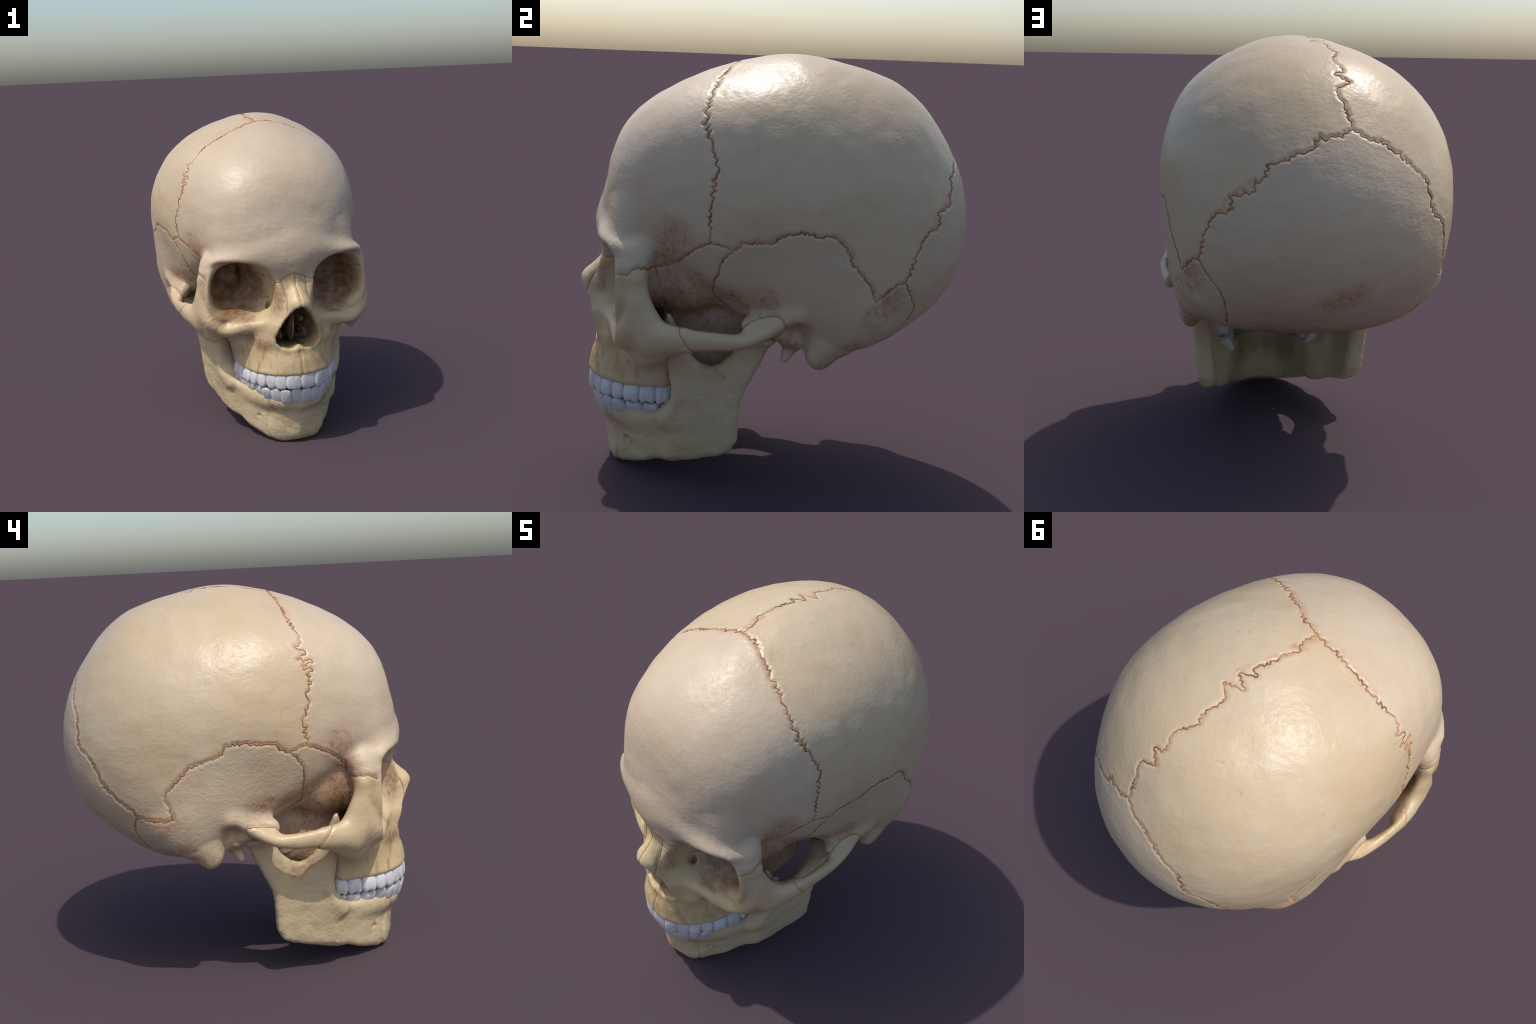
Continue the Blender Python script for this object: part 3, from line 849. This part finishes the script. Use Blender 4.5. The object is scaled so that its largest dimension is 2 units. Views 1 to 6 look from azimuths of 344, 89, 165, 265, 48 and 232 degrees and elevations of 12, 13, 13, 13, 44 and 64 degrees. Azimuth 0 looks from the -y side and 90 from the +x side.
PATCH = capsule_group()
SOCKET_STAIN_SHADE = mirrored(((0.295, -0.54, 0.96), (0.25, -0.44, 0.98), 0.160, 0.07))  # brown stain inside the sockets, plus baked-in occlusion shade painted as colour
NOSE_DARK = [((0.0, -0.72, 0.75), (0.0, -0.55, 0.72), 0.105, 0.05)]  # blackish brown filling the nose cavity
TEMPLE_STAIN = mirrored(((0.45, -0.47, 1.13), (0.52, -0.42, 1.24), 0.035, 0.07), ((0.46, -0.42, 1.02), (0.50, -0.28, 0.98), 0.05, 0.07),
                        ((0.52, -0.20, 0.96), (0.60, -0.03, 0.975), 0.03, 0.06), ((0.40, -0.30, 0.88), (0.36, -0.25, 0.75), 0.08, 0.08))
EAR_STAIN = mirrored(((0.58, 0.49, 1.00), (0.57, 0.42, 0.95), 0.04, 0.06), ((0.57, 0.33, 0.80), (0.55, 0.24, 0.71), 0.02, 0.06), ((0.62, 0.11, 0.855), (0.57, 0.10, 0.79), 0.025, 0.05))
NAPE_STAIN = [((-0.03, 0.84, 0.97), (0.06, 0.84, 0.93), 0.02, 0.07), ((0.24, 0.62, 0.74), (0.30, 0.60, 0.75), 0.01, 0.07), ((-0.2, 0.5, 0.70), (0.2, 0.5, 0.70), 0.06, 0.12)]
SEAM_HALO_FRONT = along("coronal_left", 0.004, 0.030, 0, 4, 1) + along("coronal_right", 0.004, 0.030, 0, 5, 1) + along("sphenofrontal_left", 0.003, 0.030) + along("sphenofrontal_right", 0.003, 0.030)
SEAM_HALO_SIDE = along("squamosal_left", 0.002, 0.032) + along("squamosal_right", 0.002, 0.030) + along("sagittal", 0.002, 0.022, 0, 9, 2)
SEAM_HALO_BACK = along("lambdoid_left", 0.002, 0.026, 8) + along("squamosal_left", 0.002, 0.032, 0, 9)
ROOT_STREAKS = [((-0.28, -0.66, 0.55), (-0.13, -0.82, 0.55), 0.05, 0.06), ((-0.13, -0.82, 0.55), (0.13, -0.83, 0.53), 0.04, 0.06), ((0.13, -0.83, 0.53), (0.29, -0.66, 0.54), 0.04, 0.06)]
NOSE_SIDE = [((-0.10, -0.79, 1.00), (-0.13, -0.79, 0.88), 0.03, 0.05), ((0.10, -0.80, 0.98), (0.12, -0.80, 0.90), 0.01, 0.04), ((-0.30, -0.66, 0.70), (-0.20, -0.76, 0.66), 0.02, 0.06)] + mirrored(((0.42, -0.60, 0.80), (0.26, -0.68, 0.80), 0.02, 0.04))

CREAM, CREAM_WARM = (0.520, 0.415, 0.285, 1), (0.495, 0.380, 0.245, 1)
MAT = {
    "frontal": bone_material("frontal_bone", (0.545, 0.435, 0.310, 1), (0.525, 0.408, 0.280, 1), patches=TEMPLE_STAIN, halo=SEAM_HALO_FRONT, dark=SOCKET_STAIN_SHADE, speck=0.30),
    "parietal": bone_material("parietal_bone", (0.540, 0.428, 0.286, 1), (0.515, 0.394, 0.246, 1), halo=SEAM_HALO_SIDE + SEAM_HALO_BACK, speck=0.40, rough=0.38),
    "occipital": bone_material("occipital_bone", (0.525, 0.420, 0.295, 1), (0.500, 0.390, 0.265, 1), patches=NAPE_STAIN, speck=0.25, bumps=0.20),
    "temporal": bone_material("temporal_bone", CREAM, CREAM_WARM, patches=TEMPLE_STAIN + EAR_STAIN, speck=0.25, bumps=0.24),
    "sphenoid": bone_material("sphenoid_bone", CREAM, CREAM_WARM, patches=TEMPLE_STAIN, dark=SOCKET_STAIN_SHADE, speck=0.25),
    "face": bone_material("cheek_bone", (0.545, 0.423, 0.262, 1), (0.510, 0.383, 0.222, 1), dark=SOCKET_STAIN_SHADE, speck=0.22, rough=0.38, patches=mirrored(((0.545, -0.15, 0.845), (0.55, -0.33, 0.84), 0.012, 0.035))),
    "maxilla": bone_material("upper_jaw_bone", (0.565, 0.440, 0.255, 1), (0.515, 0.380, 0.195, 1), patches=NOSE_SIDE + TEMPLE_STAIN[-2:], streaks=ROOT_STREAKS, dark=SOCKET_STAIN_SHADE, deep=NOSE_DARK, speck=0.25),
    "mandible": bone_material("lower_jaw_bone", (0.545, 0.435, 0.270, 1), (0.515, 0.400, 0.230, 1), streaks=[((-0.20, -0.77, 0.26), (0.20, -0.77, 0.26), 0.03, 0.05)],
                              patches=mirrored(((0.42, -0.27, 0.64), (0.42, -0.22, 0.60), 0.02, 0.05), ((0.225, -0.67, 0.16), (0.225, -0.66, 0.16), 0.008, 0.02)),
                              dark=[((-0.12, -0.62, 0.25), (0.12, -0.62, 0.25), 0.05, 0.08)], dark_strength=0.6, dark_colour=(0.22, 0.12, 0.05, 1), speck=0.22, bumps=0.28),
    "suture": plain_material("suture_line", (0.22, 0.095, 0.038, 1), (0.42, 0.205, 0.092, 1), 14.0, 0.7),
    "pale_suture": plain_material("face_suture_line", (0.34, 0.17, 0.06, 1), (0.42, 0.24, 0.10, 1), 22.0, 0.6),
    "tooth": plain_material("tooth_enamel", (0.60, 0.585, 0.585, 1), (0.53, 0.515, 0.51, 1), 16.0, 0.35, 0.25, (0.36, 0.25, 0.20, 1)),
}

# ------------------------------------------------------------------ assembling
scene = bpy.context.scene
skull = bpy.data.objects.new("human_skull", None)
scene.collection.objects.link(skull)
skull["label"] = "pale cream human skull with brown sutures and white teeth"
skull["category"] = "skull"


def add_part(name, V, Q, mat, parent=skull, normals=None):
    me = bpy.data.meshes.new(name)
    me.from_pydata(np.asarray(V).tolist(), [], np.asarray(Q).tolist())
    me.polygons.foreach_set("use_smooth", np.ones(len(me.polygons), bool))
    me.materials.append(mat)
    me.update()
    if normals is not None:
        me.normals_split_custom_set_from_vertices(np.asarray(normals).tolist())
    ob = bpy.data.objects.new(name, me)
    scene.collection.objects.link(ob)
    ob.parent = parent
    return ob


def vertex_normals(V, Q):
    n = np.cross(V[Q[:, 2]] - V[Q[:, 0]], V[Q[:, 3]] - V[Q[:, 1]])
    out = np.zeros_like(V)
    for k in range(4):
        np.add.at(out, Q[:, k], n)
    return out / (np.linalg.norm(out, axis=1)[:, None] + 1e-12)


def lumps(P, size, seed, terms=48):
    """Smooth random relief from a sum of plane waves."""
    r = np.random.default_rng(seed)
    k = r.normal(size=(terms, 3))
    k = k / np.linalg.norm(k, axis=1)[:, None] * (6.28 / size) * r.uniform(0.6, 1.5, (terms, 1))
    ph = r.uniform(0, 6.28, terms)
    return sum(np.cos(P @ k[i] + ph[i]) for i in range(terms)) / math.sqrt(terms / 2)


rng = np.random.default_rng(11)
paths = {name: suture_path(name, rng) for name in SUTURES}
line = np.concatenate([p for p, _, _ in paths.values()])
tree = kdtree.KDTree(len(line))
for i, p in enumerate(line):
    tree.insert(p, i)
tree.balance()


def seam_distance(P, cap=0.03):
    """Distance to the nearest suture, only worked out close to one."""
    cells = set(map(tuple, np.floor(line / cap).astype(int)))
    near = set()
    for c in cells:
        for a in (-1, 0, 1):
            for b in (-1, 0, 1):
                for e in (-1, 0, 1):
                    near.add((c[0] + a, c[1] + b, c[2] + e))
    key = np.floor(P / cap).astype(int)
    code = (key[:, 0] + 500) * 1000000 + (key[:, 1] + 500) * 1000 + key[:, 2] + 500
    good = np.isin(code, [(a + 500) * 1000000 + (b + 500) * 1000 + c + 500 for a, b, c in near])
    d = np.full(len(P), cap)
    for i in np.nonzero(good)[0]:
        d[i] = min(cap, tree.find(P[i])[2])
    return d


V, Q = mesh_implicit(upper_skull, (-0.72, -0.98, 0.40), (0.72, 0.98, 2.04), LOW_H, True)
V, Q = largest_piece(V, Q)
n = vertex_normals(V, Q)
d = seam_distance(V)
relief = 0.0007 * lumps(V, 0.15, 3) + 0.0002 * lumps(V, 0.05, 4)
V = V + n * (relief - 0.0044 * np.exp(-(d / 0.0070) ** 2) + 0.0006 * np.exp(-((d - 0.016) / 0.007) ** 2))[:, None]
n = vertex_normals(V, Q)

# grow every bone outward from a seed until the sutures stop it
SEEDS = [("frontal_bone", "frontal", [(0, -0.75, 1.5), (0.3, -0.76, 1.21), (-0.3, -0.75, 1.21), (0.51, -0.50, 1.24), (-0.50, -0.50, 1.26), (0.30, -0.60, 1.13), (-0.30, -0.60, 1.13), (0.52, -0.60, 1.12), (-0.51, -0.58, 1.12), (0, -0.84, 1.13)]),
         ("parietal_bone", "parietal", [(0.45, 0.3, 1.72)]), ("parietal_bone", "parietal", [(-0.45, 0.3, 1.72)]),
         ("occipital_bone", "occipital", [(0, 0.88, 1.2), (0, 0.5, 0.68), (0, 0.0, 0.8)]),
         ("temporal_bone", "temporal", [(0.64, 0.1, 1.1), (0.54, 0.24, 0.75), (0.60, -0.02, 0.97), (0.57, 0.09, 0.80), (0.50, 0.07, 0.72)]),
         ("temporal_bone", "temporal", [(-0.64, 0.1, 1.1), (-0.54, 0.24, 0.75), (-0.60, -0.02, 0.97), (-0.57, 0.09, 0.80), (-0.50, 0.07, 0.72)]),
         ("sphenoid_bone", "sphenoid", [(0.53, -0.33, 1.12), (0.45, -0.40, 1.0), (0.33, -0.30, 0.75), (0.27, -0.50, 0.96)]),
         ("sphenoid_bone", "sphenoid", [(-0.53, -0.33, 1.12), (-0.45, -0.40, 1.0), (-0.33, -0.30, 0.75), (-0.27, -0.50, 0.96)]),
         ("zygomatic_bone", "face", [(0.54, -0.54, 0.85), (0.53, -0.57, 1.0), (0.48, -0.56, 0.68)]),
         ("zygomatic_bone", "face", [(-0.54, -0.52, 0.85), (-0.52, -0.54, 1.0), (-0.47, -0.55, 0.68)]),
         ("zygomatic_process", "face", [(0.62, -0.17, 0.81), (0.60, -0.03, 0.87)]), ("zygomatic_process", "face", [(-0.62, -0.15, 0.81), (-0.60, -0.03, 0.86)]),
         ("nasal_bone", "maxilla", [(0.03, -0.88, 0.97)]), ("nasal_bone", "maxilla", [(-0.03, -0.88, 0.97)]),
         ("maxilla", "maxilla", [(0.20, -0.79, 0.62), (0.13, -0.79, 0.92), (0.33, -0.68, 0.76)]), ("maxilla", "maxilla", [(-0.20, -0.77, 0.62), (-0.13, -0.78, 0.92), (-0.33, -0.66, 0.76)])]
centre = V[Q].mean(1)
dist = np.where(d[Q].min(1) < 0.03, d[Q].mean(1), 0.03)
cost = np.where(dist < 0.0070, 400.0, 1.0)
ends = np.sort(np.stack([Q, np.roll(Q, -1, axis=1)], -1).reshape(-1, 2), axis=1)
owner = np.repeat(np.arange(len(Q)), 4)
order = np.lexsort((ends[:, 1], ends[:, 0]))
same = (ends[order][1:] == ends[order][:-1]).all(1)
pairs_a, pairs_b = owner[order][:-1][same], owner[order][1:][same]
start = np.concatenate([pairs_a, pairs_b])
goal = np.concatenate([pairs_b, pairs_a])
o = np.argsort(start, kind="stable")
start, goal = start[o], goal[o]
first = np.searchsorted(start, np.arange(len(Q) + 1)).tolist()
goal = goal.tolist()
costs = cost.tolist()
best = [1e9] * len(Q)
label = [-1] * len(Q)
heap = []
for k, spot in ((k, spot) for k, (_, _, spots) in enumerate(SEEDS) for spot in spots):
    f = int(np.argmin(((centre - np.array(spot)) ** 2).sum(1)))
    best[f] = 0.0
    heap.append((0.0, f, k))
heapq.heapify(heap)
while heap:
    c, f, k = heapq.heappop(heap)
    if label[f] >= 0:
        continue
    label[f] = k
    for g in goal[first[f]:first[f + 1]]:
        if label[g] < 0:
            w = c + costs[g]
            if w < best[g]:
                best[g] = w
                heapq.heappush(heap, (w, g, k))
label = np.array(label)
bones = {}
for k, (name, mat, _) in enumerate(SEEDS):
    faces = Q[label == k]
    if not len(faces):
        continue
    used = np.unique(faces)
    back = np.full(len(V), -1)
    back[used] = np.arange(len(used))
    bones[k] = add_part(name, V[used], back[faces], MAT[mat], normals=n[used])

# the brown lines in the grooves
PALE = ("frontonasal", "internasal", "nasomaxillary", "intermaxillary", "zygomaticotemporal", "archroot", "frontozygomatic")
for name, (p, nn, w) in paths.items():
    v, q = seam_mesh(p, nn, w)
    add_part("suture", v, q, MAT["pale_suture" if name.startswith(PALE) else "suture"])

# lower jaw
V, Q = mesh_implicit(lower_jaw, (-0.56, -0.9, -0.04), (0.58, 0.1, 0.9), HIGH_H, False)
V, Q = largest_piece(V, Q)
n = vertex_normals(V, Q)
V = V + n * (0.0010 * lumps(V, 0.10, 5) + 0.0004 * lumps(V, 0.04, 6))[:, None]
V[:, 2] -= V[:, 2].min()
mandible = add_part("mandible", V, Q, MAT["mandible"])

# teeth
rng = np.random.default_rng(5)
for upper, sizes, nk, ed, lean in ((True, UPPER_TEETH, upper_neck, upper_edge, 0.012), (False, LOWER_TEETH, lower_neck, lower_edge, 0.036)):
    for side in (1, -1):
        parent = bones[14 if side > 0 else 15] if upper else mandible
        arch = gum_line(upper_skull, 0.495, side, 0.005) if upper else lower_arch(side)
        for kind, v, f in tooth_row(arch, sizes, nk, ed, side, rng, lean):
            add_part(kind, v, f, MAT["tooth"], parent=parent)

# thin bones inside the nose
def round_lump(centre, radii, bend, seed):
    a = np.linspace(0, np.pi, 17)[:, None]
    b = np.linspace(0, 2 * np.pi, 29)[None, :-1]
    p = np.stack([np.sin(a) * np.cos(b), -np.cos(a) + 0 * b, np.sin(a) * np.sin(b)], -1).reshape(-1, 3)
    p = p * np.array(radii)
    p[:, 0] += bend * (p[:, 2] / radii[2]) ** 2
    p = p + np.array(centre)
    p = p + 0.003 * lumps(p, 0.05, seed)[:, None]
    i = np.arange(16)[:, None] * 28
    j = np.arange(28)[None]
    return p, np.stack([i + j, i + 28 + j, i + 28 + (j + 1) % 28, i + (j + 1) % 28], -1).reshape(-1, 4)


inner = plain_material("inner_nose_bone", (0.20, 0.12, 0.06, 1), (0.36, 0.25, 0.14, 1), 14.0, 0.5, 0.3)
v, q = round_lump((-0.010, -0.66, 0.755), (0.010, 0.13, 0.125), 0.012, 21)
add_part("nasal_septum", v, q, inner)
for side, z, r, seed in ((1, 0.69, 0.032, 22), (-1, 0.69, 0.030, 23), (1, 0.785, 0.026, 24), (-1, 0.780, 0.026, 25)):
    v, q = round_lump((side * (0.082 if z < 0.7 else 0.058), -0.665, z), (0.016, 0.095, r), -0.012 * side, seed)
    add_part("nasal_concha", v, q, inner)
